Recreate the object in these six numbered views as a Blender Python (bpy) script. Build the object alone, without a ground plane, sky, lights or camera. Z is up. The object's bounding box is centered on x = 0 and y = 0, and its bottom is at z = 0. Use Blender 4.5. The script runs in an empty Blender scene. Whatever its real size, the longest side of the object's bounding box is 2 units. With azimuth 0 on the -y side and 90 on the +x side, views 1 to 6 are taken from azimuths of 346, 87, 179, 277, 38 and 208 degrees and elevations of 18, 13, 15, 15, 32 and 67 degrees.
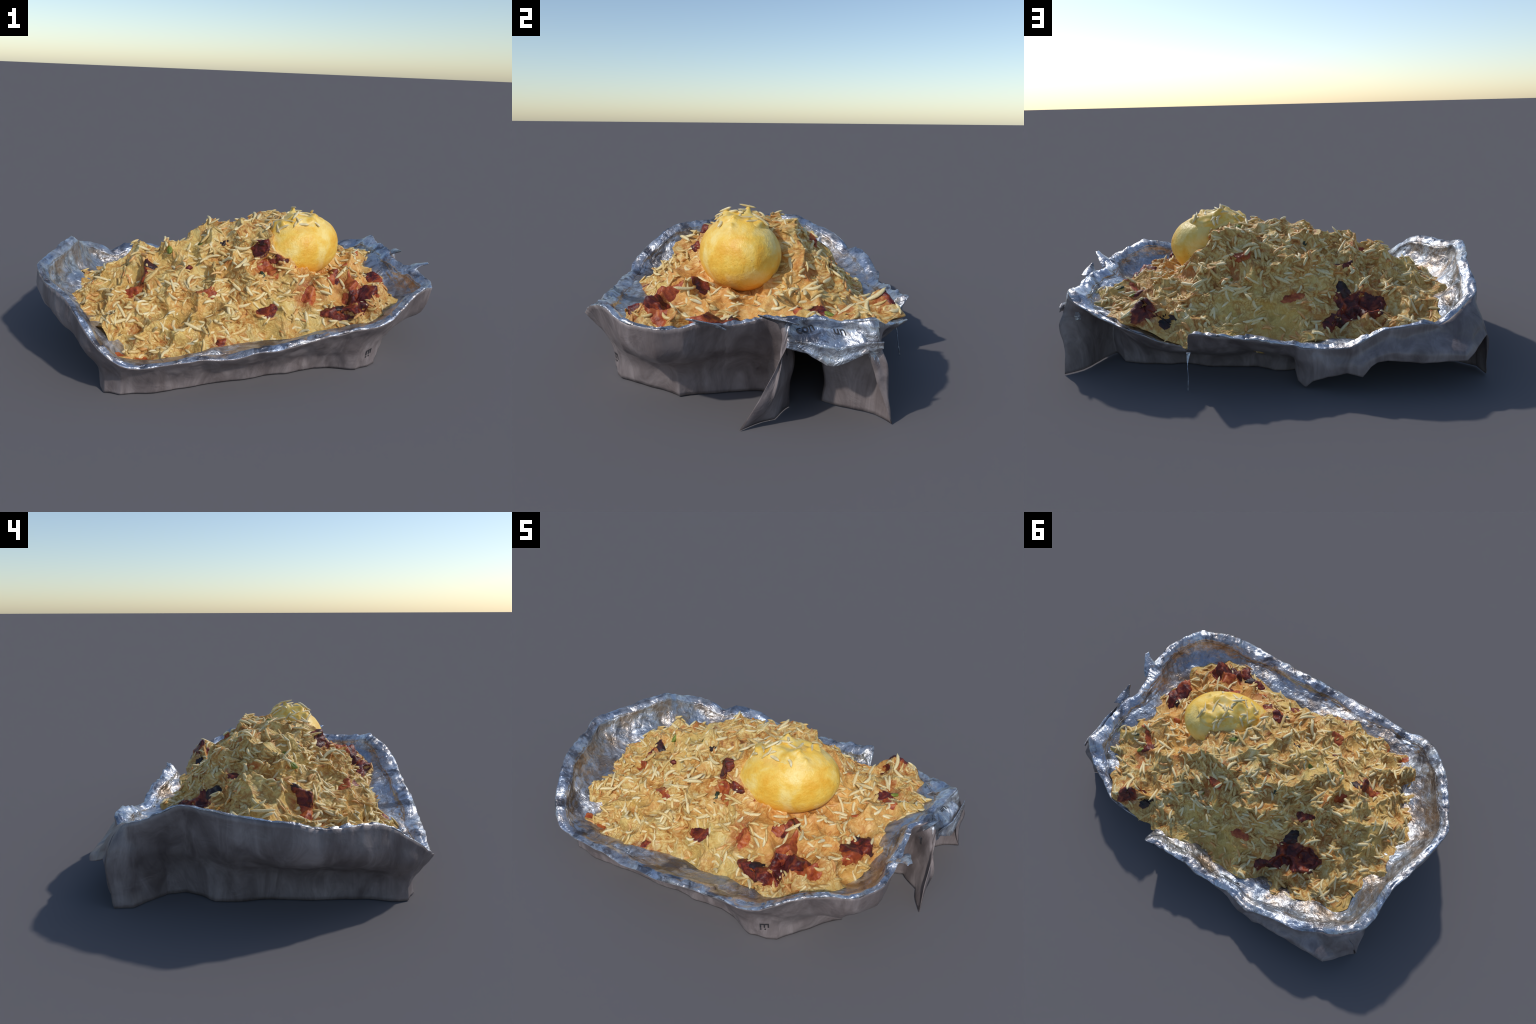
# Takeaway biryani: a boiled egg on a mound of rice and meat in a crumpled, torn foil tray.
import bpy, math
import numpy as np
from mathutils import Vector, Matrix
from mathutils.bvhtree import BVHTree

rng = np.random.default_rng(11)
LAT = np.random.default_rng(5).random((32, 32, 32))


# ------------------------------------------------------------------ helpers
def vnoise(P, scale):
    """smooth value noise in -1..1 at points P"""
    q = np.asarray(P, float) * scale + 71.3
    i = np.floor(q).astype(int)
    f = q - i
    f = f * f * (3 - 2 * f)
    out = 0
    for dx in (0, 1):
        for dy in (0, 1):
            for dz in (0, 1):
                w = (np.where(dx, f[:, 0], 1 - f[:, 0]) * np.where(dy, f[:, 1], 1 - f[:, 1])
                     * np.where(dz, f[:, 2], 1 - f[:, 2]))
                out = out + w * LAT[(i[:, 0] + dx) % 32, (i[:, 1] + dy) % 32, (i[:, 2] + dz) % 32]
    return out * 2 - 1


def fbm(P, scale, octs=3):
    s = 0
    for k in range(octs):
        s = s + vnoise(np.asarray(P) + k * 3.7, scale * 2 ** k) / 2 ** k
    return s


def smoothstep(x, a, b):
    t = np.clip((x - a) / (b - a), 0, 1)
    return t * t * (3 - 2 * t)


def catmull(pts, n, closed=False):
    """resample a polyline through control points, n samples per span"""
    P = np.asarray(pts, float)
    m = len(P)
    out = []
    spans = m if closed else m - 1
    for i in range(spans):
        if closed:
            a, b, c, d = P[(i - 1) % m], P[i], P[(i + 1) % m], P[(i + 2) % m]
        else:
            a, b, c, d = P[max(i - 1, 0)], P[i], P[i + 1], P[min(i + 2, m - 1)]
        m0, m1 = (c - a) * .38, (d - b) * .38
        for t in np.arange(n) / n:
            h = (2 * t ** 3 - 3 * t ** 2 + 1, t ** 3 - 2 * t ** 2 + t, -2 * t ** 3 + 3 * t ** 2, t ** 3 - t ** 2)
            out.append(h[0] * b + h[1] * m0 + h[2] * c + h[3] * m1)
    if not closed:
        out.append(P[-1])
    return np.array(out)


def mesh_obj(name, V, F, mat, parent=None, smooth=True):
    me = bpy.data.meshes.new(name)
    V = np.asarray(V, float)
    me.from_pydata(V.tolist() if len(V) < 5000 else V, [], F)
    me.update()
    if smooth:
        me.polygons.foreach_set("use_smooth", np.ones(len(me.polygons), bool))
    me.materials.append(mat)
    ob = bpy.data.objects.new(name, me)
    bpy.context.scene.collection.objects.link(ob)
    ob.parent = parent
    return ob


def grid_faces(nu, nv, wrap=True, flip=False):
    """faces of an nv x nu grid of vertices (row after row)"""
    F = []
    for j in range(nv - 1):
        for i in range(nu if wrap else nu - 1):
            a, b = j * nu + i, j * nu + (i + 1) % nu
            q = (a, b, b + nu, a + nu)
            F.append(q[::-1] if flip else q)
    return F


def solidify(ob, t, offset=0.0):
    m = ob.modifiers.new("thickness", 'SOLIDIFY')
    m.thickness = t
    m.offset = offset
    return m


# ------------------------------------------------------------------ materials
def new_mat(name):
    m = bpy.data.materials.new(name)
    m.use_nodes = True
    nt = m.node_tree
    b = nt.nodes["Principled BSDF"]
    return m, nt, b


def N(nt, typ, **kw):
    n = nt.nodes.new(typ)
    for k, v in kw.items():
        if k in n.inputs:
            n.inputs[k].default_value = v
        else:
            setattr(n, k, v)
    return n


def noise(nt, scale, detail=4, rough=.55, dist=0.0, stretch=None):
    tc = N(nt, 'ShaderNodeTexCoord')
    mp = N(nt, 'ShaderNodeMapping')
    if stretch:
        mp.inputs['Scale'].default_value = stretch
    n = N(nt, 'ShaderNodeTexNoise', Scale=scale, Detail=detail, Roughness=rough, Distortion=dist)
    nt.links.new(tc.outputs['Object'], mp.inputs['Vector'])
    nt.links.new(mp.outputs['Vector'], n.inputs['Vector'])
    return n.outputs['Fac']


def ramp(nt, fac, stops):
    r = N(nt, 'ShaderNodeValToRGB')
    e = r.color_ramp.elements
    while len(e) > 1:
        e.remove(e[-1])
    e[0].position, e[0].color = stops[0][0], (*stops[0][1], 1)
    for p, c in stops[1:]:
        k = e.new(p)
        k.color = (*c, 1)
    nt.links.new(fac, r.inputs['Fac'])
    return r.outputs['Color']


def mixc(nt, fac, a, b):
    m = N(nt, 'ShaderNodeMix', data_type='RGBA')
    for s, v in ((m.inputs[0], fac), (m.inputs[6], a), (m.inputs[7], b)):
        if isinstance(v, (int, float)):
            s.default_value = v
        elif isinstance(v, tuple):
            s.default_value = (*v, 1)
        else:
            nt.links.new(v, s)
    return m.outputs[2]


def mask(nt, fac, lo, hi):
    m = N(nt, 'ShaderNodeMapRange')
    m.inputs['From Min'].default_value = lo
    m.inputs['From Max'].default_value = hi
    nt.links.new(fac, m.inputs['Value'])
    return m.outputs['Result']


def mul(nt, a, b):
    m = N(nt, 'ShaderNodeMath', operation='MULTIPLY')
    for s, v in zip(m.inputs, (a, b)):
        if isinstance(v, (int, float)):
            s.default_value = v
        else:
            nt.links.new(v, s)
    return m.outputs[0]


def sphere_mask(nt, centre, r0, r1):
    """1 inside r0 of a point, falling to 0 at r1"""
    tc = N(nt, 'ShaderNodeTexCoord')
    d = N(nt, 'ShaderNodeVectorMath', operation='DISTANCE')
    nt.links.new(tc.outputs['Object'], d.inputs[0])
    d.inputs[1].default_value = centre
    return mask(nt, d.outputs['Value'], r1, r0)


def bump(nt, bsdf, fac, strength, dist=.01):
    b = N(nt, 'ShaderNodeBump', Strength=strength, Distance=dist)
    nt.links.new(fac, b.inputs['Height'])
    nt.links.new(b.outputs['Normal'], bsdf.inputs['Normal'])


def mat_rice():
    m, nt, b = new_mat("cooked_rice")
    fine = noise(nt, 24, 6, .68, 1.0)
    col = ramp(nt, fine, [(.35, (.20, .062, .012)), (.42, (.48, .21, .046)), (.48, (.62, .38, .115)),
                          (.55, (.70, .51, .19)), (.65, (.82, .68, .37))])
    # smooth cream-yellow smears and orange-brown blotches
    col = mixc(nt, mul(nt, mask(nt, noise(nt, 6.5, 4, .6, .6), .52, .62), .5), col, (.70, .53, .18))
    col = mixc(nt, mul(nt, mask(nt, noise(nt, 15, 4, .6, .8, (1.1, .9, 1.3)), .55, .64), .62), col, (.46, .18, .03))
    # grains drawn on the mass in two directions, with dark brown lines between them
    tc = N(nt, 'ShaderNodeTexCoord')
    seams = []
    for rot in ((.3, .4, .5), (1.2, -.5, 2.1)):
        mp = N(nt, 'ShaderNodeMapping')
        mp.inputs['Rotation'].default_value = rot
        mp.inputs['Scale'].default_value = (1, .38, .8)
        nt.links.new(tc.outputs['Object'], mp.inputs['Vector'])
        wn = N(nt, 'ShaderNodeTexNoise', Scale=7.0, Detail=2.0)
        nt.links.new(tc.outputs['Object'], wn.inputs['Vector'])
        wv = N(nt, 'ShaderNodeVectorMath', operation='SCALE')
        wv.inputs['Scale'].default_value = .12
        nt.links.new(wn.outputs['Color'], wv.inputs[0])
        ad = N(nt, 'ShaderNodeVectorMath', operation='ADD')
        nt.links.new(mp.outputs['Vector'], ad.inputs[0])
        nt.links.new(wv.outputs['Vector'], ad.inputs[1])
        v = N(nt, 'ShaderNodeTexVoronoi', Scale=58.0, feature='DISTANCE_TO_EDGE')
        nt.links.new(ad.outputs['Vector'], v.inputs['Vector'])
        seams.append(v.outputs['Distance'])
    pickm = N(nt, 'ShaderNodeMix', data_type='FLOAT')
    nt.links.new(mask(nt, noise(nt, 9, 2), .47, .53), pickm.inputs[0])
    nt.links.new(seams[0], pickm.inputs[2])
    nt.links.new(seams[1], pickm.inputs[3])
    seam = mul(nt, mask(nt, pickm.outputs[0], .13, .0), mask(nt, noise(nt, 11, 3), .40, .56))
    col = mixc(nt, mul(nt, seam, .8), col, (.34, .13, .028))
    big = noise(nt, 4.5, 3, .6)
    col = mixc(nt, mul(nt, mask(nt, big, .52, .68), .5), col, (.68, .31, .07))
    col = mixc(nt, mul(nt, mask(nt, noise(nt, 8, 4, .6, .5), .60, .68), .7), col, (.40, .09, .018))
    big2 = noise(nt, 3.1, 3, .6, 0, (1.3, .9, 1))
    col = mixc(nt, mul(nt, mask(nt, big2, .50, .64), .6), col, (.66, .46, .13))
    col = mixc(nt, mul(nt, sphere_mask(nt, (.47, -.10, .34), .2, .42), .48), col, (.80, .35, .08))
    # red sauce bled into the rice round the larger pieces of meat
    for c, r in (((.10, -.26, .44), .11), ((.55, -.42, .33), .15), ((.40, -.49, .27), .12), ((.72, -.14, .30), .12),
                 ((.28, -.38, .32), .11), ((.46, -.26, .33), .09), ((-.37, .31, .25), .16), ((-.23, .45, .19), .09),
                 ((.58, .53, .33), .12), ((-.50, -.16, .36), .10), ((.66, .24, .31), .08), ((-.17, -.56, .16), .07)):
        k = mul(nt, sphere_mask(nt, c, r * .3, r), mask(nt, noise(nt, 16, 4, .65, .6), .42, .56))
        col = mixc(nt, mul(nt, k, .85), col, (.36, .055, .014))
    nt.links.new(col, b.inputs['Base Color'])
    b.inputs['Roughness'].default_value = .55
    b.inputs['Specular IOR Level'].default_value = .3
    bump(nt, b, pickm.outputs[0], .5, .012)
    return m


def mat_grain(name, c1, c2, c3):
    m, nt, b = new_mat(name)
    col = ramp(nt, noise(nt, 26, 3, .6), [(.36, c1), (.5, c2), (.64, c3)])
    nt.links.new(col, b.inputs['Base Color'])
    b.inputs['Roughness'].default_value = .42
    b.inputs['Subsurface Weight'].default_value = .0
    return m


def mat_meat(name, dark, mid, lit):
    m, nt, b = new_mat(name)
    col = ramp(nt, noise(nt, 22, 5, .65, .6), [(.34, dark), (.5, mid), (.66, lit)])
    nt.links.new(col, b.inputs['Base Color'])
    b.inputs['Roughness'].default_value = .42
    b.inputs['Specular IOR Level'].default_value = .4
    bump(nt, b, noise(nt, 90, 4, .6), .5, .006)
    return m


def mat_egg():
    m, nt, b = new_mat("boiled_egg_skin")
    col = ramp(nt, noise(nt, 9, 4, .6, .4), [(.36, (.86, .44, .035)), (.5, (.92, .58, .09)), (.62, (.95, .70, .22))])
    # deeper orange round the foot of the egg, pale film of rice on its crown
    tc = N(nt, 'ShaderNodeTexCoord')
    sx = N(nt, 'ShaderNodeSeparateXYZ')
    nt.links.new(tc.outputs['Object'], sx.inputs[0])
    col = mixc(nt, mul(nt, mask(nt, sx.outputs['Z'], .43, .31), .75), col, (.82, .28, .02))
    film = mul(nt, mask(nt, noise(nt, 7, 4, .6, 0, (1, 2, 1)), .46, .6), mask(nt, sx.outputs['Z'], .56, .62))
    col = mixc(nt, mul(nt, film, .75), col, (.80, .55, .22))
    sp = N(nt, 'ShaderNodeTexVoronoi', Scale=38.0)
    nt.links.new(tc.outputs['Object'], sp.inputs['Vector'])
    speck = mul(nt, mask(nt, sp.outputs['Distance'], .13, .07), mask(nt, noise(nt, 8, 2), .55, .65))
    col = mixc(nt, mul(nt, speck, .7), col, (.40, .14, .02))
    nt.links.new(col, b.inputs['Base Color'])
    b.inputs['Roughness'].default_value = .46
    bump(nt, b, noise(nt, 60, 3, .6), .6, .006)
    return m


def mat_foil(name, cols, metal, rough, bscale, bstr, food_reflection_tint=0.0, sky_reflection_tint=None):
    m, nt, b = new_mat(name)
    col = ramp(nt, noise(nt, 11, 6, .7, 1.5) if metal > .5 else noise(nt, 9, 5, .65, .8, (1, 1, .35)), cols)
    if food_reflection_tint:
        g = mul(nt, mask(nt, noise(nt, 8, 4, .6, .5, (1, 1, .6)), .42, .60), food_reflection_tint)
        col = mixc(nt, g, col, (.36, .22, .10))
    if sky_reflection_tint:
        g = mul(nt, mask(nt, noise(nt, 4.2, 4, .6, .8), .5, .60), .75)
        col = mixc(nt, g, col, sky_reflection_tint)
        col = mixc(nt, mul(nt, mask(nt, noise(nt, 5.1, 4, .65, 1.2), .53, .62), .8), col, (.12, .11, .115))  # dim reflections coloured onto the foil as dark patches
    nt.links.new(col, b.inputs['Base Color'])
    b.inputs['Metallic'].default_value = metal
    b.inputs['Roughness'].default_value = rough
    v = N(nt, 'ShaderNodeTexVoronoi', Scale=bscale, feature='SMOOTH_F1')
    tc = N(nt, 'ShaderNodeTexCoord')
    nt.links.new(tc.outputs['Object'], v.inputs['Vector'])
    n = noise(nt, bscale * 1.6, 4, .6, 1.0)
    a = N(nt, 'ShaderNodeMath', operation='ADD')
    nt.links.new(v.outputs['Distance'], a.inputs[0])
    nt.links.new(n, a.inputs[1])
    bump(nt, b, a.outputs[0], bstr, .012)
    return m


def mat_plain(name, col, rough=.5, var=.3):
    m, nt, b = new_mat(name)
    d = tuple(c * (1 - var) for c in col)
    u = tuple(min(1, c * (1 + var)) for c in col)
    nt.links.new(ramp(nt, noise(nt, 40, 4), [(.35, d), (.65, u)]), b.inputs['Base Color'])
    b.inputs['Roughness'].default_value = rough
    return m


M_RICE = mat_rice()
M_PALE = mat_grain("pale_grain", (.72, .53, .22), (.79, .64, .33), (.84, .73, .46))
M_GOLD = mat_grain("golden_grain", (.58, .33, .09), (.70, .48, .17), (.78, .60, .28))
M_RUST = mat_grain("spiced_grain", (.56, .22, .05), (.70, .36, .11), (.78, .50, .20))
M_MEAT = mat_meat("dark_braised_meat", (.030, .007, .008), (.115, .014, .010), (.34, .060, .018))
M_CHAR = mat_meat("charred_onion", (.008, .006, .008), (.028, .012, .014), (.07, .018, .016))
M_RED = mat_meat("red_spiced_meat", (.20, .028, .010), (.40, .075, .020), (.56, .17, .04))
M_EGG = mat_egg()
M_FILM = mat_grain("sticky_yellow_film", (.82, .46, .055), (.86, .56, .10), (.87, .65, .22))
M_HERB = mat_plain("coriander_green", (.20, .24, .03), .5)
M_HERB2 = mat_plain("dark_herb", (.03, .045, .02), .45)
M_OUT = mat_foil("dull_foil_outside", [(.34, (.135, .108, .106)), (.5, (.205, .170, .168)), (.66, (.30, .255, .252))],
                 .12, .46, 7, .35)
M_RIM = mat_foil("bright_crimped_foil", [(.36, (.20, .20, .23)), (.46, (.48, .50, .55)), (.56, (.66, .70, .76)), (.66, (.90, .90, .91))],  # near-white and dark stops paint highlights and reflections into the metal
                 .80, .36, 16, .75, food_reflection_tint=.3, sky_reflection_tint=(.32, .40, .54))
M_IN = mat_foil("foil_inside_painted_reflections", [(.36, (.22, .22, .24)), (.46, (.44, .45, .47)), (.56, (.64, .66, .70)), (.66, (.90, .90, .90))],
                 .78, .38, 18, .75, food_reflection_tint=.6, sky_reflection_tint=(.36, .43, .53))
M_INK = mat_plain("black_print", (.03, .028, .032), .6, .1)


# ------------------------------------------------------------------ foil tray
# outer edge of the rim, clockwise seen from above: x, y, z, flange width
RIM = [(.94, -.262, .346, .05), (.936, -.362, .342, .05), (.874, -.476, .355, .05), (.807, -.538, .375, .05),
       (.727, -.593, .360, .06), (.652, -.640, .326, .075), (.587, -.666, .288, .085), (.5, -.677, .266, .08),
       (.389, -.685, .246, .065), (.288, -.692, .236, .068), (.186, -.697, .219, .07), (.066, -.712, .206, .07),
       (-.042, -.718, .194, .07), (-.206, -.71, .170, .075), (-.315, -.708, .169, .07), (-.442, -.704, .155, .045),
       (-.542, -.70, .153, .045), (-.618, -.702, .178, .05), (-.693, -.667, .226, .05), (-.762, -.573, .305, .05),
       (-.822, -.483, .368, .05), (-.875, -.39, .392, .05), (-.922, -.30, .392, .05), (-.96, -.221, .398, .04),
       (-.985, -.147, .418, .04), (-.972, -.045, .430, .04), (-.94, .07, .433, .04), (-.91, .17, .438, .04),
       (-.868, .285, .435, .04), (-.858, .372, .40, .04), (-.852, .446, .37, .055), (-.832, .507, .345, .06),
       (-.772, .56, .314, .06), (-.656, .615, .258, .055), (-.568, .657, .274, .06), (-.43, .676, .272, .06),
       (-.278, .704, .205, .06), (-.18, .68, .19, .06), (-.093, .678, .2, .055), (.033, .685, .228, .055),
       (.11, .668, .235, .055), (.2, .673, .248, .055), (.31, .674, .262, .06), (.366, .682, .268, .07),
       (.385, .640, .215, .03), (.398, .602, .17, .008), (.426, .578, .173, .006), (.5, .585, .196, .008),
       (.58, .59, .236, .01), (.667, .584, .274, .02), (.733, .544, .284, .045), (.80, .51, .30, .06),
       (.862, .467, .32, .07), (.915, .42, .35, .075), (.945, .377, .368, .075), (.932, .28, .352, .06),
       (.925, .195, .368, .055), (.92, .09, .362, .05), (.895, .03, .362, .045), (.905, -.02, .356, .045),
       (.918, -.10, .346, .05), (.92, -.15, .352, .05), (.935, -.215, .358, .055)]
R0 = catmull(RIM[::-1], 18, closed=True)
# a crimp of fine pleats and slow crumples along the edge
NU = len(R0)
arc = np.concatenate([[0], np.cumsum(np.linalg.norm(np.diff(R0[:, :3], axis=0), axis=1))])
arc_len = arc[-1] + np.linalg.norm(R0[0, :3] - R0[-1, :3])

tang = np.roll(R0[:, :2], -1, 0) - np.roll(R0[:, :2], 1, 0)
tang /= np.linalg.norm(tang, axis=1)[:, None]
k = np.ones(61) / 61
ts = np.stack([np.convolve(np.r_[tang[-30:, c], tang[:, c], tang[:30, c]], k, 'valid') for c in (0, 1)], 1)
ts /= np.linalg.norm(ts, axis=1)[:, None]
INW = np.stack([-ts[:, 1], ts[:, 0]], 1)          # inward for a counter-clockwise loop
INW *= np.sign(np.sum(-R0[:, :2] * INW, axis=1))[:, None]

RIM_OUT = R0[:, :3].copy()
LINE = np.stack([arc, np.zeros(NU), np.zeros(NU)], 1)
pleat_zone = .35 + .65 * smoothstep(vnoise(LINE, 1.9), -.1, .3)
pleat_zone *= np.where((R0[:, 1] < -.55) & (R0[:, 0] < .5), .25, 1)
PLEAT = (1.1 * vnoise(LINE, 62) + .9 * vnoise(LINE + 5, 27) + .5 * vnoise(LINE + 9, 120)) * pleat_zone


def crumple(P, amp):
    """same small dents for every foil part, so shared borders stay shared"""
    d = np.stack([fbm(P + 11, 7, 3), fbm(P + 23, 7, 3), fbm(P + 37, 9, 3)], 1)
    return P + d * amp


# food line: where the food meets the inside of the foil: x, y, z
FOOD_EDGE = [(.83, -.129, .245), (.80, -.195, .22), (.775, -.27, .20), (.759, -.357, .235), (.721, -.411, .240),
             (.686, -.457, .245), (.563, -.552, .228), (.445, -.535, .205), (.258, -.536, .172), (.151, -.533, .155),
             (.012, -.526, .152), (-.155, -.572, .162), (-.272, -.608, .160), (-.387, -.588, .135), (-.499, -.592, .128),
             (-.624, -.557, .135), (-.676, -.46, .20), (-.717, -.405, .213), (-.785, -.255, .21), (-.842, -.15, .23),
             (-.845, -.036, .248), (-.813, .081, .28), (-.789, .134, .272), (-.822, .22, .27), (-.749, .30, .26),
             (-.721, .365, .214), (-.726, .433, .205), (-.66, .489, .18), (-.592, .495, .18), (-.525, .50, .18),
             (-.355, .56, .18), (-.285, .555, .17), (-.089, .575, .17), (.078, .595, .165), (.189, .575, .19),
             (.365, .590, .19), (.405, .597, .17), (.43, .575, .172), (.505, .579, .196), (.585, .582, .236),
             (.66, .565, .268), (.715, .50, .275), (.79, .45, .285), (.85, .36, .29), (.87, .235, .31),
             (.85, .149, .318), (.825, .051, .308), (.81, -.02, .295)]
FE = catmull(FOOD_EDGE, 12, closed=True)


def food_edge_at(theta):
    a = np.arctan2(FE[:, 1], FE[:, 0])
    o = np.argsort(a)
    a, f = a[o], FE[o]
    a3 = np.concatenate([a - 2 * math.pi, a, a + 2 * math.pi])
    f3 = np.concatenate([f, f, f])
    return np.stack([np.interp(theta, a3, f3[:, c]) for c in range(3)], 1)


# flange: outer edge -> rolled top -> inner lip
th = np.arctan2(RIM_OUT[:, 1], RIM_OUT[:, 0])
W = R0[:, 3]
RIM_IN = RIM_OUT.copy()
RIM_IN[:, :2] += INW * W[:, None]
low = np.where(RIM_OUT[:, 2] < .24, .012, .03)
RIM_IN[:, 2] -= low * np.minimum(W / .05, 1)
FOOT = food_edge_at(np.arctan2(RIM_IN[:, 1], RIM_IN[:, 0]))
FOOT[:, 2] += .004
# keep the food line under the foil inside of the lip
rows = []
NF = 7
for j in range(NF):
    t = j / (NF - 1)
    P = RIM_OUT * (1 - t) + RIM_IN * t
    P[:, 2] += .010 * math.sin(math.pi * min(1, t * 1.15)) * np.minimum(W / .05, 1)
    wob = vnoise(LINE + np.array([0, 6 * t, 0]), 14) * .013 + vnoise(LINE + np.array([3, 9 * t, 0]), 38) * .006
    P[:, 2] += (PLEAT * .006 * (.3 + .7 * math.sin(math.pi * t)) + wob * math.sin(math.pi * min(1, t + .12))) * np.minimum(W / .05, 1)
    P[:, :2] -= INW * ((PLEAT * .003 + wob * .4) * np.minimum(W / .03, 1))[:, None]
    rows.append(P)
RIM_ROWS = [crumple(P, .007) for P in rows]

tray = bpy.data.objects.new("foil_tray", None)
bpy.context.scene.collection.objects.link(tray)
tray["label"] = "crumpled silver foil takeaway tray with torn drooping corner"
tray["category"] = "foil tray"

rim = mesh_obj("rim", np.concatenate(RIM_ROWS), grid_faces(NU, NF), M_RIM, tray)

# inner wall: from the lip down behind the food
NI = 16
rows = [RIM_ROWS[-1]]
for j in range(1, NI):
    t = j / (NI - 1)
    if t < .8:                                   # drops steeply, then runs in to the food line
        q = t / .8
        P = RIM_IN * (1 - q ** 2.25) + FOOT * q ** 2.25
        P[:, 2] = RIM_IN[:, 2] * (1 - q) + (FOOT[:, 2]) * q
    else:                                        # and on under the food
        q = (t - .8) / .2
        P = FOOT.copy()
        P[:, :2] *= 1 - .10 * q
        P[:, 2] -= .035 * q
    rib = vnoise(LINE + np.array([0, t, 0]), 48) + .7 * vnoise(LINE + np.array([4, t * 2, 0]), 21)
    P[:, :2] += INW * (rib * .006 * math.sin(math.pi * min(t * 1.2, 1)))[:, None]
    rows.append(P)
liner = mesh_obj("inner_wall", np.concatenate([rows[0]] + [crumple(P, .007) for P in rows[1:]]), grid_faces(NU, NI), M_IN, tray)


# outer wall: stations round the rim, each hung from a rim point: rim x,y ; middle pull ; foot x,y,z ; [middle point]
# the skirt ends at z = 0 except where it is torn or lifted
WALL = [
    ((.918, -.10), 0.55, (.714, -.11, 0)), ((.90, -.02), 0.65, (.716, 0, 0)), ((.895, .03), 0.65, (.725, .06, 0)),
    ((.905, .055), 0, (.842, .121, 0), (.87, .115, .21), (.85, .12, .10)),
    ((.913, .072), 0, (.923, .053, 0), (.935, .088, .20), (.93, .072, .10)),
    ((.92, .09), 0, (1.0, -.078, 0), (.992, .06, .175), (.994, .022, .085)),            # tip of the narrow torn leg
    ((.921, .105), 0, (.978, .095, .285), (.955, .1, .33)),           # top of the tear
    ((.923, .15), 0, (.968, .16, .262), (.925, .155, .325), (.962, .158, .29)),
    ((.925, .195), 0, (.965, .196, .246), (.918, .197, .318), (.966, .197, .282)),
    ((.93, .24), 0, (.970, .227, .232), (.922, .235, .315), (.972, .23, .275)),
    ((.933, .285), 0, (.972, .277, .242), (.928, .28, .318), (.975, .278, .282)),
    ((.94, .33), 0, (.970, .345, .272), (.935, .338, .325), (.974, .342, .30)),
    ((.945, .377), 0, (.979, .452, 0), (.979, .425, .20)),           # tip of the broad torn leg
    ((.915, .42), 0, (.913, .411, 0), (.925, .398, .235), (.915, .402, .11)), ((.862, .467), 0, (.843, .308, 0), (.85, .322, .225), (.845, .310, .11)),
    ((.83, .49), 0, (.79, .24, 0), (.795, .262, .215), (.79, .245, .10)), ((.80, .51), 0, (.725, .338, 0), (.74, .372, .20), (.727, .343, .09)), ((.733, .544), .45, (.634, .371, 0)), ((.5, .585), 0.7, (.463, .378, 0)),
    ((.385, .64), 0.68, (.34, .423, 0)), ((.2, .673), 0.68, (.112, .433, 0)), ((.11, .668), 0.68, (.035, .474, 0)),
    ((-.02, .68), 0.68, (-.06, .47, 0)), ((-.052, .678), .7, (-.052, .62, .07)), ((-.065, .678), .9, (-.062, .64, .03)),
    ((-.088, .678), .95, (-.088, .652, 0)), ((-.12, .679), 1, (-.122, .672, .042)), ((-.18, .68), 1, (-.18, .693, .075)),
    ((-.27, .704), 1, (-.262, .712, .097)), ((-.33, .695), 1, (-.328, .724, .082)), ((-.365, .689), 1, (-.362, .723, .125)),
    ((-.39, .684), 1, (-.384, .723, .142)), ((-.43, .676), 1, (-.42, .722, .15)),
    ((-.56, .657), 1, (-.56, .722, .132)), ((-.64, .62), 1, (-.74, .715, .137)),
    ((-.70, .595), 0, (-.80, .665, .165), (-.775, .645, .22)), ((-.76, .565), 0, (-.856, .617, .20), (-.83, .58, .26)),
    ((-.80, .535), 0, (-.882, .577, 0), (-.862, .60, .20)),          # corner of the west wall
    ((-.832, .507), 0.5, (-.866, .50, 0)), ((-.852, .446), 0.55, (-.80, .436, 0)), ((-.858, .372), 0.6, (-.735, .385, 0)),
    ((-.868, .285), 0.55, (-.709, .317, 0)), ((-.91, .17), 0.8, (-.736, .248, 0)), ((-.925, .12), 0.9, (-.775, .175, 0)),
    ((-.95, .04), .98, (-.771, .093, 0)), ((-.975, -.045), .98, (-.745, -.03, 0)), ((-.992, -.147), .98, (-.730, -.12, 0)),
    ((-.96, -.221), .98, (-.722, -.21, 0)), ((-.875, -.39), 1.05, (-.697, -.35, 0)), ((-.822, -.485), .95, (-.702, -.455, 0)),
    ((-.762, -.573), .75, (-.702, -.555, 0)), ((-.693, -.667), .4, (-.686, -.595, 0)),
    ((-.618, -.702), .45, (-.629, -.628, 0)), ((-.442, -.704), .5, (-.485, -.632, 0)), ((-.206, -.71), .5, (-.164, -.604, 0)),
    ((-.042, -.718), .5, (.022, -.565, 0)), ((.186, -.697), .5, (.114, -.562, 0)), ((.288, -.692), .5, (.278, -.54, 0)),
    ((.5, -.68), .35, (.46, -.587, 0)), ((.592, -.67), .3, (.53, -.568, 0)), ((.70, -.628), .4, (.574, -.543, 0)),
    ((.81, -.543), 0.65, (.606, -.487, 0)), ((.876, -.478), 0.85, (.668, -.392, 0)), ((.936, -.362), 0.82, (.742, -.299, 0)),
    ((.94, -.262), 0.8, (.722, -.221, 0)), ((.918, -.12), 0.5, (.715, -.12, 0)),
]
bulge = lambda k: .12 + .85 * k
low_pull = lambda k: .22 * k if k < .75 else .11
idx, foot, mid, low_mid = [], [], [], []
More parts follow.
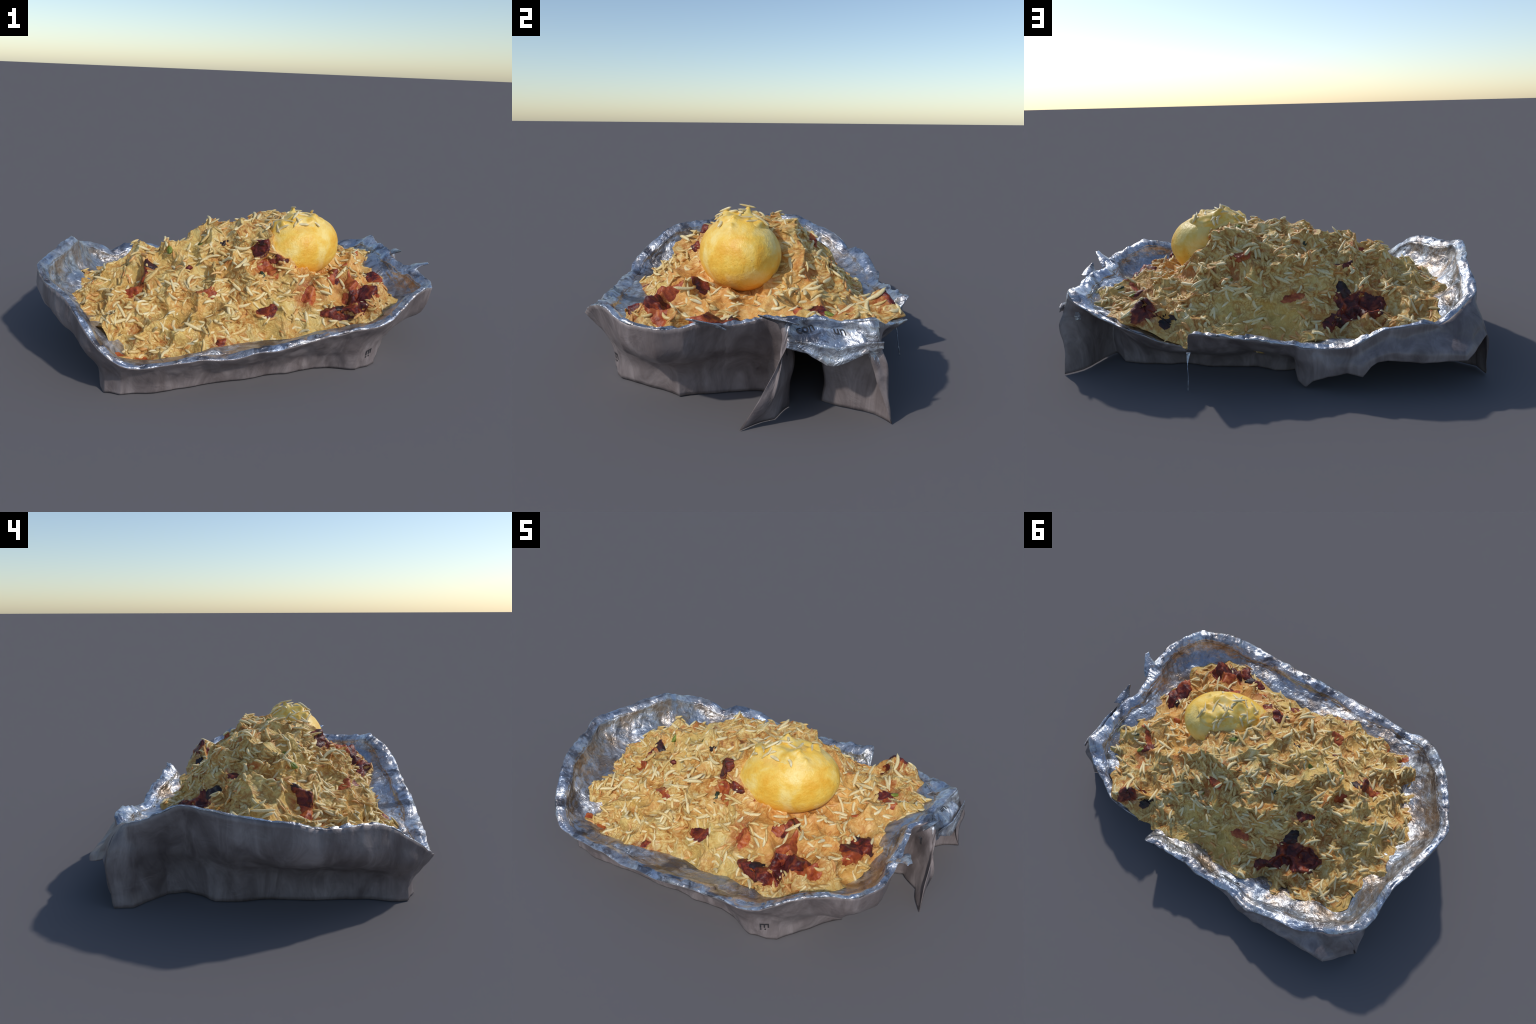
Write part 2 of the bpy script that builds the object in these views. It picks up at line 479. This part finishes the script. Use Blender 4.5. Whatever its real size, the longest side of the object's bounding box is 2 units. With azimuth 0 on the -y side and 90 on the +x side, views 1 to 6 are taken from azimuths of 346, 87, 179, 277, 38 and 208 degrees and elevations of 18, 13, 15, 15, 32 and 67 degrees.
for st in WALL:
    i = int(np.argmin(np.hypot(R0[:, 0] - st[0][0], R0[:, 1] - st[0][1])))
    top, ft = R0[i, :3], np.array(st[2], float)
    if len(st) > 3:
        m = np.array(st[3])
        m2 = np.array(st[4]) if len(st) > 4 else m * .5 + ft * .5
    else:                                        # overhang under the rim, steep below it
        d = top - ft
        m = ft + d * np.array([bulge(st[1]), bulge(st[1]), .66])
        m2 = ft + d * np.array([low_pull(st[1]), low_pull(st[1]), .33])
    idx.append(i), foot.append(ft), mid.append(m), low_mid.append(m2)
# unwrap the rim index so it always increases
un = [idx[0]]
for i in idx[1:]:
    while i <= un[-1] - NU // 2:
        i += NU
    un.append(max(i, un[-1] + 1))
un[-1] = un[0] + NU - 1 if un[-1] >= un[0] + NU else un[-1]
un = np.array(un, float)
us = np.arange(int(un[0]), int(un[0]) + NU)
wrapx = np.r_[un, un[0] + NU]
soft = lambda A: np.stack([np.interp(us, wrapx, np.r_[A[:, c], A[0, c]]) for c in range(3)], 1)
FT, MD, LM = soft(np.array(foot)), soft(np.array(mid)), soft(np.array(low_mid))
order = us % NU
NW = 22
rows = []
TOP = np.array(rows_top := (RIM_OUT + 0))[order]
TOPC = RIM_ROWS[0][order]
for j in range(NW):
    t = j / (NW - 1)
    K3 = t * 3
    cps = [2 * TOP - MD, TOP, MD, LM, FT, 2 * FT - LM]
    i = min(int(K3), 2)
    h = K3 - i
    a, b, c, d = cps[i:i + 4]
    P = .5 * (2 * b + (c - a) * h + (2 * a - 5 * b + 4 * c - d) * h * h + (3 * b - a - 3 * c + d) * h ** 3)
    if j == 0:
        P = TOPC
    else:
        fade = 1 - smoothstep(np.array([t]), 0, .3)[0]
        P = P + (TOPC - TOP) * fade
        dent = crumple(P, .012) - P
        dent *= (1 + .35 * np.exp(-((P[:, 0] - .96) ** 2 + (P[:, 1] - .25) ** 2) / .03))[:, None]
        dent[:, 2] *= np.minimum(1, (1 - t) * 2)
        P = P + dent * min(1, t * 4)
        P[:, 2] = np.maximum(P[:, 2], .0015)
    rows.append(P)
# the skirt is cut where two torn legs stand apart: drop the faces between neighbours that tear
wall_faces = grid_faces(NU, NW, True, flip=True)
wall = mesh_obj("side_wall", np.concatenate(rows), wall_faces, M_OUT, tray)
# the torn drape over the opening shows the bright side of the foil
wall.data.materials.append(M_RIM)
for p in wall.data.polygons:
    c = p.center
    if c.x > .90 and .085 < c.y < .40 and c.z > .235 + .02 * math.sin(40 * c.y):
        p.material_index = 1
for ob in (rim, liner, wall):
    solidify(ob, .003, 0)

# curled shreds of foil standing on the torn east edge, and one hanging thread
def shred(name, path, widths, side, mat):
    P = catmull(path, 8)
    w = np.interp(np.linspace(0, 1, len(P)), np.linspace(0, 1, len(widths)), widths)
    s = np.array(side, float)
    s /= np.linalg.norm(s)
    rows = []
    for a in (-1, -.5, 0, .5, 1):
        Q = P + s * (w * a)[:, None]
        Q[:, 0] += .3 * w * (a * a)
        rows.append(Q)
    V = crumple(np.concatenate(rows), .004)
    ob = mesh_obj(name, V, grid_faces(len(P), 5, False), mat, tray)
    solidify(ob, .004)
    return ob

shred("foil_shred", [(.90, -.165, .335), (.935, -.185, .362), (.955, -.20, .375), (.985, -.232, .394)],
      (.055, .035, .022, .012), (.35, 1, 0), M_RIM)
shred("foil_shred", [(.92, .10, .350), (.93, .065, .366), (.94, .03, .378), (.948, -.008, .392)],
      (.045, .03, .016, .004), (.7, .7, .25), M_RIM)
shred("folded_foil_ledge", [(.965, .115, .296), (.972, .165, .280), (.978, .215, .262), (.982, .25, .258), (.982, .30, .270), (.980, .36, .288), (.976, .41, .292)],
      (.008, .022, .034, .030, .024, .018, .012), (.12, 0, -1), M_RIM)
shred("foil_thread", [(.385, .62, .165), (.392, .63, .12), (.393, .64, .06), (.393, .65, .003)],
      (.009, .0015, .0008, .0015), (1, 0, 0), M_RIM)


# print on the foil: short scraps of lettering pressed onto the wall
def print_on(surface, word, size, anchor, udir, vdir, name):
    cu = bpy.data.curves.new(name, 'FONT')
    cu.body = word
    cu.size = size
    cu.align_x, cu.align_y = 'CENTER', 'CENTER'
    cu.offset = size * .012
    tmp = bpy.data.objects.new(name, cu)
    bpy.context.scene.collection.objects.link(tmp)
    dg = bpy.context.evaluated_depsgraph_get()
    me = bpy.data.meshes.new_from_object(tmp.evaluated_get(dg))
    bpy.data.objects.remove(tmp)
    import bmesh
    bm = bmesh.new()
    bm.from_mesh(me)
    bmesh.ops.triangulate(bm, faces=bm.faces[:])
    bmesh.ops.subdivide_edges(bm, edges=[e for e in bm.edges if e.calc_length() > size * .12], cuts=2)
    u, v = Vector(udir).normalized(), Vector(vdir).normalized()
    tree = BVHTree.FromPolygons([Vector(x.co) for x in surface.data.vertices],
                                [tuple(p.vertices) for p in surface.data.polygons])
    n = u.cross(v).normalized()
    for x in bm.verts:
        p = Vector(anchor) + u * x.co.x + v * x.co.y
        hit = tree.ray_cast(p + n * .12, -n, .3)
        if hit[0] is None:
            hit = tree.find_nearest(p)
        x.co = hit[0] + n * .0045
    bm.to_mesh(me)
    bm.free()
    me.materials.clear()
    me.materials.append(M_INK)
    ob = bpy.data.objects.new(name, me)
    bpy.context.scene.collection.objects.link(ob)
    ob.parent = tray
    return ob


# ------------------------------------------------------------------ mound of rice
# heights through which the mound passes: x, y, z
MOUND = [(.19, .05, .585), (.08, .04, .58), (-.02, .06, .562), (-.09, .03, .55), (-.1, .17, .515), (-.17, .04, .535), (-.28, .03, .495),
         (-.38, 0, .445), (-.5, 0, .42), (-.58, 0, .395), (-.68, 0, .34), (.1, .21, .545), (.1, .32, .445),
         (.1, .375, .35), (.1, .45, .255), (.1, .53, .19), (.3, .11, .59), (.26, .02, .585), (.3, .2, .54), (.3, .3, .435), (.3, .38, .34),
         (.35, .5, .25), (.565, .53, .395), (.61, .555, .35), (.52, .50, .34), (.53, .44, .28), (.655, .24, .33), (.72, .06, .325), (.73, .42, .285), (.60, -.07, .325), (.52, -.2, .335), (.72, -.14, .30),
         (.55, .1, .345), (.55, -.42, .325), (.66, -.33, .295), (.456, -.49, .285), (.29, -.38, .32),
         (.08, -.24, .465), (.13, -.2, .515), (.07, -.30, .405), (.073, -.414, .265), (.2, -.12, .535), (.36, -.05, .36), (-.22, -.36, .325),
         (-.24, -.28, .375), (-.35, -.27, .38), (-.36, -.1, .455), (-.1, -.15, .52), (-.44, -.05, .415), (-.5, -.15, .35),
         (-.555, -.17, .30), (-.52, -.54, .145), (-.08, -.467, .258), (.058, -.47, .205), (-.286, -.55, .195), (-.383, -.493, .20),
         (.352, -.27, .385), (-.5, -.27, .30), (-.62, .064, .385), (-.024, -.268, .462), (-.24, -.49, .275), (.08, -.133, .57),
         (.446, -.272, .352), (-.646, .33, .275), (-.1, -.36, .375), (-.55, -.33, .255), (.05, -.1, .575), (-.2, .25, .445), (-.3, .16, .415), (-.45, .15, .385),
         (-.35, .31, .275), (-.22, .34, .335), (-.66, .24, .285), (-.23, .45, .195), (-.34, .43, .195), (-.52, .27, .28), (-.68, .15, .30), (-.74, 0, .305),
         (-.6, .4, .21), (-.1, .3, .455), (-.1, .42, .32)]
ctrl = np.array(MOUND + [tuple(p) for p in FOOD_EDGE])


def tps(d):
    return np.where(d > 1e-9, d * d * np.log(np.maximum(d, 1e-9)), 0)


K = tps(np.hypot(*(ctrl[:, None, :2] - ctrl[None, :, :2]).transpose(2, 0, 1))) + np.eye(len(ctrl)) * .003
Pm = np.c_[np.ones(len(ctrl)), ctrl[:, :2]]
A = np.block([[K, Pm], [Pm.T, np.zeros((3, 3))]])
sol = np.linalg.solve(A, np.r_[ctrl[:, 2], 0, 0, 0])


def mound_z(x, y):
    d = np.hypot(x[:, None] - ctrl[None, :, 0], y[:, None] - ctrl[None, :, 1])
    return tps(d) @ sol[:-3] + sol[-3] + sol[-2] * x + sol[-1] * y


NA, NR = 760, 250
ang = np.linspace(-math.pi, math.pi, NA, endpoint=False)
EDGE = food_edge_at(ang)
rr = np.linspace(0.004, 1, NR)
X = (rr[:, None] * EDGE[None, :, 0]).ravel()
Y = (rr[:, None] * EDGE[None, :, 1]).ravel()
Z = np.concatenate([mound_z(X[i:i + 20000], Y[i:i + 20000]) for i in range(0, len(X), 20000)])
S = np.repeat(rr, NA)
BASE = np.stack([X, Y, Z], 1)


def grid_normals(Pts):
    G = Pts.reshape(NR, NA, 3)
    du = np.roll(G, -1, 1) - np.roll(G, 1, 1)
    dv = np.gradient(G, axis=0)
    n = np.cross(dv, du)
    n /= np.linalg.norm(n, axis=2)[..., None] + 1e-12
    n[n[..., 2] < 0] *= -1
    return n.reshape(-1, 3)


NB = grid_normals(BASE)
# bowls between sharp crests and peaks, as spoon-pulled sticky rice stands up
def crests(P, spacing, seed, warp, weight=None):
    r = np.random.default_rng(seed)
    cand = P[r.choice(len(P), min(len(P), 9000), p=weight)]
    C = np.empty((0, 3))
    for p in cand:
        if len(C) == 0 or np.min(((C - p) ** 2).sum(1)) > (spacing * r.uniform(.62, 1.15)) ** 2:
            C = np.vstack([C, p])
    size = r.uniform(.85, 1.2, len(C))
    q = P + warp * np.stack([fbm(P, .6 / spacing, 2), fbm(P + 9, .6 / spacing, 2), fbm(P + 19, .6 / spacing, 2)], 1)
    f = np.empty(len(q))
    CC = (C ** 2).sum(1)
    for i in range(0, len(q), 20000):
        b = q[i:i + 20000]
        d2 = (b ** 2).sum(1)[:, None] + CC[None] - 2 * b @ C.T
        f[i:i + 20000] = (np.sqrt(np.maximum(d2, 0)) / size[None]).min(1)
    h = np.minimum((f / spacing) ** 1.7, .95)
    return h - np.average(h, weights=weight)


G0 = BASE.reshape(NR, NA, 3)
wt = np.linalg.norm(np.cross(np.roll(G0, -1, 1) - G0, np.gradient(G0, axis=0)), axis=2).ravel()
wt /= wt.sum()
north = smoothstep(BASE[:, 1] + .25 * vnoise(BASE, 3), .12, .4) * smoothstep(BASE[:, 0], -.75, -.5)
edge_fade = 1 - smoothstep(S, .94, 1.0)
amp = (.175 * (1 - .35 * north)) * (.8 + .5 * vnoise(BASE, 3.3))
c1 = crests(BASE, .142, 3, .03, wt)
c2 = crests(BASE, .058, 8, .012, wt)
disp = .016 * fbm(BASE, 5, 2) + amp * (c1 - .055) + .018 * c2 + .005 * fbm(BASE, 26, 3) - .004
# the meat hollow in the north-west: a scooped bowl with an overhanging crest on its west side
disp *= (.45 + .55 * edge_fade)
FOODP = BASE + NB * disp[:, None]
FOODP[:, 0] += .012 * fbm(BASE + 5, 14, 2) * edge_fade
FOODP[:, 1] += .012 * fbm(BASE + 15, 14, 2) * edge_fade
FN = grid_normals(FOODP)

rice = bpy.data.objects.new("rice_mound", None)
bpy.context.scene.collection.objects.link(rice)
rice["label"] = "golden spiced rice heaped in peaks with dark meat"
rice["category"] = "rice dish"
# skirt down and a floor, so that the mound is a body
last = FOODP[-NA:]
sk1 = last.copy(); sk1[:, :2] *= .93; sk1[:, 2] -= .035
sk2 = last.copy(); sk2[:, :2] *= .62; sk2[:, 2] = np.minimum(last[:, 2] - .05, .12)
V = np.concatenate([FOODP, sk1, sk2, [[0, 0, .10]], [FOODP[:NA].mean(0)]])
F = grid_faces(NA, NR + 2, True, flip=True)
c0 = len(V) - 2
F += [(c0, (NR + 1) * NA + (i + 1) % NA, (NR + 1) * NA + i) for i in range(NA)]
F += [(c0 + 1, i, (i + 1) % NA) for i in range(NA)]
heap = mesh_obj("rice_heap", V, F, M_RICE, rice)

tree_xy = FOODP[:, :2]


def surface_at(x, y):
    i = int(np.argmin(np.hypot(tree_xy[:, 0] - x, tree_xy[:, 1] - y)))
    return FOODP[i], FN[i]


# ------------------------------------------------------------------ egg
EC, EA, EB, PHI, TILT = np.array((.312, -.070, .456)), .238, .162, .42, .10
ax = np.array((math.cos(TILT) * math.cos(PHI), math.cos(TILT) * math.sin(PHI), math.sin(TILT)))
sd = np.array((-math.sin(PHI), math.cos(PHI), 0))
up = np.cross(ax, sd)
nt_, np_ = 110, 140
tt = np.linspace(.0005, math.pi - .0005, nt_)
pp = np.linspace(0, 2 * math.pi, np_, endpoint=False)
Tg, Pg = np.meshgrid(tt, pp, indexing='ij')
tap = 1 - .06 * -np.cos(Tg)
L = np.stack([np.cos(Tg) * EA, np.sin(Tg) * np.cos(Pg) * EB * tap, np.sin(Tg) * np.sin(Pg) * EB * tap], -1).reshape(-1, 3)
E3 = L @ np.stack([ax, sd, up]) + EC
en = E3 - EC
en /= np.linalg.norm(en, axis=1)[:, None]
crown = smoothstep(E3[:, 2], .55, .62)
E3 = E3 + en * (.0025 * fbm(E3, 14, 3) + crown * .006 * fbm(E3 + 4, 20, 2))[:, None]
# drawn-up peaks of sticky film on the crown
for (x, y, h, w) in [(.384, -.091, .026, .016), (.425, -.10, .022, .014), (.28, -.03, .026, .02), (.25, -.12, .020, .022),
                     (.40, -.03, .018, .015), (.20, -.14, .026, .03), (.34, -.13, .012, .02)]:
    d = np.hypot(E3[:, 0] - x, E3[:, 1] - y)
    k = np.exp(-d / w * 1.3) * (E3[:, 2] > .47)
    E3[:, 2] += h * k
    E3[:, 0] += .4 * h * k
egg = mesh_obj("boiled_egg", E3, grid_faces(np_, nt_, True), M_EGG)
egg["label"] = "yellow stained boiled egg half buried in rice"
egg["category"] = "boiled egg"


# rice clinging to the crown of the egg as a ragged, peaked film
on = E3[:, 2] > .50
film_amt = 1.3 * smoothstep(E3[:, 2], .54, .615) + .5 * fbm(E3 + 2, 11, 2) + .6 * smoothstep(E3[:, 1], -.03, .05) + .5 * smoothstep(-E3[:, 0], -.24, -.14) \
    - .35 * np.exp(-((E3[:, 0] - .36) ** 2 + (E3[:, 1] + .02) ** 2) / .006)
keep = film_amt > 1.12
FV = E3 + en * (.0015 + .010 * smoothstep(film_amt, 1.12, 1.6) + .042 * (crests(E3, .075, 21, .014) + .14)
                * smoothstep(film_amt, 1.12, 1.5))[:, None]
FV[~keep] = E3[~keep] - en[~keep] * .004
ff = [f for f in grid_faces(np_, nt_, True) if any(keep[v] for v in f)]
used = sorted({v for f in ff for v in f})
remap = {v: k for k, v in enumerate(used)}
film = mesh_obj("rice_film", FV[used], [tuple(remap[v] for v in f) for f in ff], M_FILM, egg)

# ------------------------------------------------------------------ loose pieces on the mound
def frame(n, spin):
    n = np.array(n) / np.linalg.norm(n)
    a = np.array((math.cos(spin), math.sin(spin), 0))
    a = a - n * (a @ n)
    a /= np.linalg.norm(a)
    return a, np.cross(n, a), n


def capsule(L, w, bend, seg=7, rings=7):
    """one grain: a tapered, slightly curved rod"""
    V, F = [], []
    for j in range(rings):
        t = j / (rings - 1)
        s = t * 2 - 1
        r = w * .5 * max(.02, (1 - abs(s) ** 3.2)) ** .6 * (1 - .12 * s)
        for k in range(seg):
            a = 2 * math.pi * k / seg
            V.append((s * L / 2, r * math.cos(a) + bend * L * (s * s - .4), r * .8 * math.sin(a)))
    for j in range(rings - 1):
        for k in range(seg):
            F.append((j * seg + k, j * seg + (k + 1) % seg, (j + 1) * seg + (k + 1) % seg, (j + 1) * seg + k))
    F.append(tuple(range(seg))[::-1])
    F.append(tuple((rings - 1) * seg + k for k in range(seg)))
    return np.array(V), F


def lump(lx, ly, lz, seed, rough=.5, nt=30, npp=46):
    """an irregular shred of meat: ellipsoid with ragged, folded outline"""
    t = np.linspace(.02, math.pi - .02, nt)
    p = np.linspace(0, 2 * math.pi, npp, endpoint=False)
    T, Pp = np.meshgrid(t, p, indexing='ij')
    D = np.stack([np.sin(T) * np.cos(Pp), np.sin(T) * np.sin(Pp), np.cos(T)], -1).reshape(-1, 3)
    r = np.maximum(.25, 1 + rough * fbm(D + seed * 1.7, 1.7, 3) + .16 * vnoise(D + seed, 6))
    return D * r[:, None] * np.array((lx, ly, lz)), grid_faces(npp, nt, True, flip=True)


def place(name, V, F, mat, x, y, spin, sink, parent):
    p, n = surface_at(x, y)
    # average the normal with the smooth mound, so pieces lie along the heap
    i = int(np.argmin(np.hypot(X - x, Y - y)))
    a, b, c = frame(NB[i] * .7 + np.array(n) * .3, spin)
    P = V @ np.stack([a, b, c]) + p - c * sink
    return mesh_obj(name, P, F, mat, parent)


# x, y, half sizes, spin, look
PIECES = [
    (-.496, -.16, .065, .040, .016, 1.0, 'D'), (-.47, -.12, .040, .028, .016, 2.2, 'C'), (-.53, -.19, .05, .034, .012, .3, 'R'),
    (.085, -.225, .055, .040, .020, 1.2, 'D'), (.11, -.275, .075, .045, .016, -.9, 'R'), (.17, -.265, .060, .020, .014, -.2, 'D'),
    (.456, -.493, .065, .034, .018, .2, 'D'), (.36, -.475, .060, .034, .016, .1, 'D'), (.41, -.455, .032, .024, .018, .6, 'C'),
    (.555, -.41, .095, .050, .016, .4, 'D'), (.50, -.37, .060, .034, .012, 1.2, 'R'), (.62, -.40, .06, .040, .012, .2, 'R'),
    (.715, -.14, .075, .045, .020, 1.3, 'D'), (.695, -.105, .045, .016, .016, 1.7, 'C'), (.745, -.20, .055, .034, .014, 1.2, 'R'),
    (.655, .24, .060, .024, .012, .8, 'D'), (.69, .20, .05, .018, .010, 2.2, 'R'), (.74, .15, .024, .016, .01, 1.2, 'R'),
    (-.22, -.36, .055, .026, .010, -.5, 'R'), (.073, -.414, .045, .034, .012, .5, 'D'), (-.176, -.555, .050, .028, .012, .2, 'D'),
    (-.537, -.545, .040, .020, .01, .1, 'R'), (-.62, -.53, .035, .022, .01, .4, 'R'), (.28, -.375, .070, .046, .014, 1.1, 'R'),
    (.455, -.25, .060, .036, .014, 1.0, 'D'), (.42, -.30, .045, .026, .012, .8, 'R'), (-.36, .31, .120, .075, .014, .3, 'D'),
    (-.30, .27, .050, .040, .012, 1.9, 'C'), (-.227, .452, .060, .045, .014, 1.0, 'D'), (-.29, .39, .07, .034, .012, 1.0, 'D'),
    (-.302, .165, .045, .026, .012, .2, 'D'), (.575, .525, .070, .045, .018, .5, 'D'), (.50, .50, .05, .022, .014, 1.2, 'C'),
    (-.10, -.12, .022, .014, .008, .2, 'C'), (-.28, -.22, .024, .014, .008, .7, 'D'), (.16, .28, .05, .026, .010, .3, 'R'),
    (-.42, -.02, .036, .022, .010, 1.0, 'R'), (.62, .02, .03, .018, .010, .3, 'R'), (-.05, .40, .04, .024, .010, .3, 'R'),
]
GRID_F = np.array(grid_faces(NA, NR, True, flip=True))


MEAT_ON = np.zeros(len(FOODP), bool)


def drape(name, x, y, lx, ly, lz, spin, mat, seed):
    """a ragged piece of meat lying over the lumps of the rice, thick in the middle, edges tucked under"""
    p, n = surface_at(x, y)
    i = int(np.argmin(np.hypot(X - x, Y - y)))
    a, b, c = frame(NB[i], spin)
    near = np.flatnonzero(((FOODP - p) ** 2).sum(1) < (2 * max(lx, ly)) ** 2)
    D = FOODP[near] - p
    u, v, w = D @ a / lx, D @ b / ly, D @ c / (lx + ly)
    q = FOODP[near]
    field = 1 - np.sqrt(u * u + v * v + w * w) + .55 * fbm(q + seed, .55 / ly, 3)
    on = field > 0
    h = np.where(on, lz * np.sqrt(np.clip(field, 0, 1)) * (1 + .25 * vnoise(q + seed, 55)) + .003 * fbm(q, 70, 2), -.004)
    P = q + FN[near] * h[:, None]
    flag = np.zeros(len(FOODP), bool)
    flag[near[on]] = True
    MEAT_ON[near[on]] = True
    inn = np.zeros(len(FOODP), bool)
    inn[near] = True
    f = GRID_F[flag[GRID_F].any(1) & inn[GRID_F].all(1)]
    if len(f) == 0:
        return
    used = np.unique(f)
    lut = np.full(len(FOODP), -1)
    lut[used] = np.arange(len(used))
    pos = np.full(len(FOODP), -1)
    pos[near] = np.arange(len(near))
    mesh_obj(name, P[pos[used]], [tuple(r) for r in lut[f].tolist()], mat, rice)


for k, (x, y, lx, ly, lz, sp, look) in enumerate(PIECES):
    drape({'D': "meat_shred", 'C': "charred_onion", 'R': "red_meat"}[look], x, y, lx, ly, lz * .42, sp,
          {'D': M_MEAT, 'C': M_CHAR, 'R': M_RED}[look], k * 1.3)
for (x, y, lx, ly, lz, sp, mt) in [(.194, .045, .032, .014, .012, .6, M_HERB), (-.364, -.10, .035, .016, .012, 1.2, M_HERB),
                                   (.07, -.296, .03, .012, .008, 1.8, M_HERB2), (-.20, -.06, .022, .012, .008, .3, M_HERB),
                                   (.69, .27, .022, .010, .006, .9, M_HERB), (.23, .33, .02, .01, .008, .2, M_HERB),
                                   (-.13, .16, .018, .01, .006, 1.5, M_HERB2), (.76, .21, .02, .01, .007, .4, M_HERB2)]:
    V, F = lump(lx, ly, lz, x * 9 + 3, .25, 14, 20)
    place("herb_leaf", V, F, mt, x, y, sp, lz * .3, rice)

# grains of rice: the long ones singly, the rest as one loose mass per colour
G = FOODP.reshape(NR, NA, 3)
area = np.linalg.norm(np.cross(np.roll(G, -1, 1) - G, np.gradient(G, axis=0)), axis=2).ravel()
ok = (S > .02) & (S < .985)
ins = (FOODP - EC) @ np.stack([ax, sd, up]).T / np.array((EA, EB, EB))
ok &= np.linalg.norm(ins, axis=1) > 1.0
prob = area * ok * np.where(MEAT_ON, .12, 1)
prob /= prob.sum()
TEMPL = [capsule(1, .2, b) for b in (-.11, -.05, 0, .03, .08, .15)]


def grain_pose(i, L, w):
    n = FN[i] * .6 + NB[i] * .4
    a, b, c = frame(n, rng.uniform(0, 2 * math.pi))
    tilt = rng.normal(0, .13)
    a2 = a * math.cos(tilt) + c * math.sin(tilt)
    c2 = np.cross(a2, b)
    Rm = np.stack([a2 * L, b * w / .2, c2 * w / .2], 1)
    pos = FOODP[i] + c * (w * rng.uniform(-.25, .3))
    return Rm, pos


meshes = {}
for mname, mt in (("pale", M_PALE), ("gold", M_GOLD)):
    for k, (V, F) in enumerate(TEMPL):
        me = bpy.data.meshes.new("rice_grain")
        me.from_pydata(V.tolist(), [], F)
        me.polygons.foreach_set("use_smooth", np.ones(len(me.polygons), bool))
        me.materials.append(mt)
        meshes[mname, k] = me
pick = rng.choice(len(FOODP), 300, p=prob)
for i in pick:
    L, w = rng.uniform(.055, .11), rng.uniform(.013, .020)
    Rm, pos = grain_pose(i, L, w)
    me = meshes["pale" if rng.random() < .7 else "gold", int(rng.integers(6))]
    ob = bpy.data.objects.new("rice_grain", me)
    bpy.context.scene.collection.objects.link(ob)
    ob.parent = rice
    M = np.eye(4)
    M[:3, :3], M[:3, 3] = Rm, pos
    ob.matrix_world = Matrix(M.tolist())

for name, mt, cnt in (("pale_rice_grains", M_PALE, 380), ("golden_rice_grains", M_GOLD, 600),
                      ("spiced_rice_grains", M_RUST, 200)):
    VV, FF, base = [], [], 0
    for i in rng.choice(len(FOODP), cnt, p=prob):
        L, w = rng.uniform(.038, .068), rng.uniform(.011, .016)
        Rm, pos = grain_pose(i, L, w)
        V, F = TEMPL[int(rng.integers(6))]
        VV.append(V @ Rm.T + pos)
        FF += [tuple(v + base for v in f) for f in F]
        base += len(V)
    ob = mesh_obj(name, np.concatenate(VV), FF, mt, rice)
    ob["kind"] = "stuff"

VV, FF, base = [], [], 0
top = np.flatnonzero(keep & (E3[:, 2] > .55))
for i in rng.choice(top, 26):
    L, w = rng.uniform(.045, .085), rng.uniform(.011, .016)
    a, b, c = frame(en[i], rng.uniform(0, 2 * math.pi))
    V, F = TEMPL[int(rng.integers(6))]
    VV.append(V @ np.stack([a * L, b * w / .2, c * w / .2]) + FV[i] + c * .002)
    FF += [tuple(v + base for v in f) for f in F]
    base += len(V)
ob = mesh_obj("clinging_rice_grains", np.concatenate(VV), FF, M_PALE, egg)
ob["kind"] = "stuff"

print_on(wall, "E:", .055, (.50, -.53, .05), (.25, -.35, -.9), (.8, .6, 0), "printed_letters")
print_on(wall, "con", .042, (.955, .15, .345), (0, .95, .2), (-.3, -.4, .85), "printed_letters")
print_on(wall, "un", .042, (.955, .27, .335), (0, .97, -.1), (-.3, -.3, .9), "printed_letters")
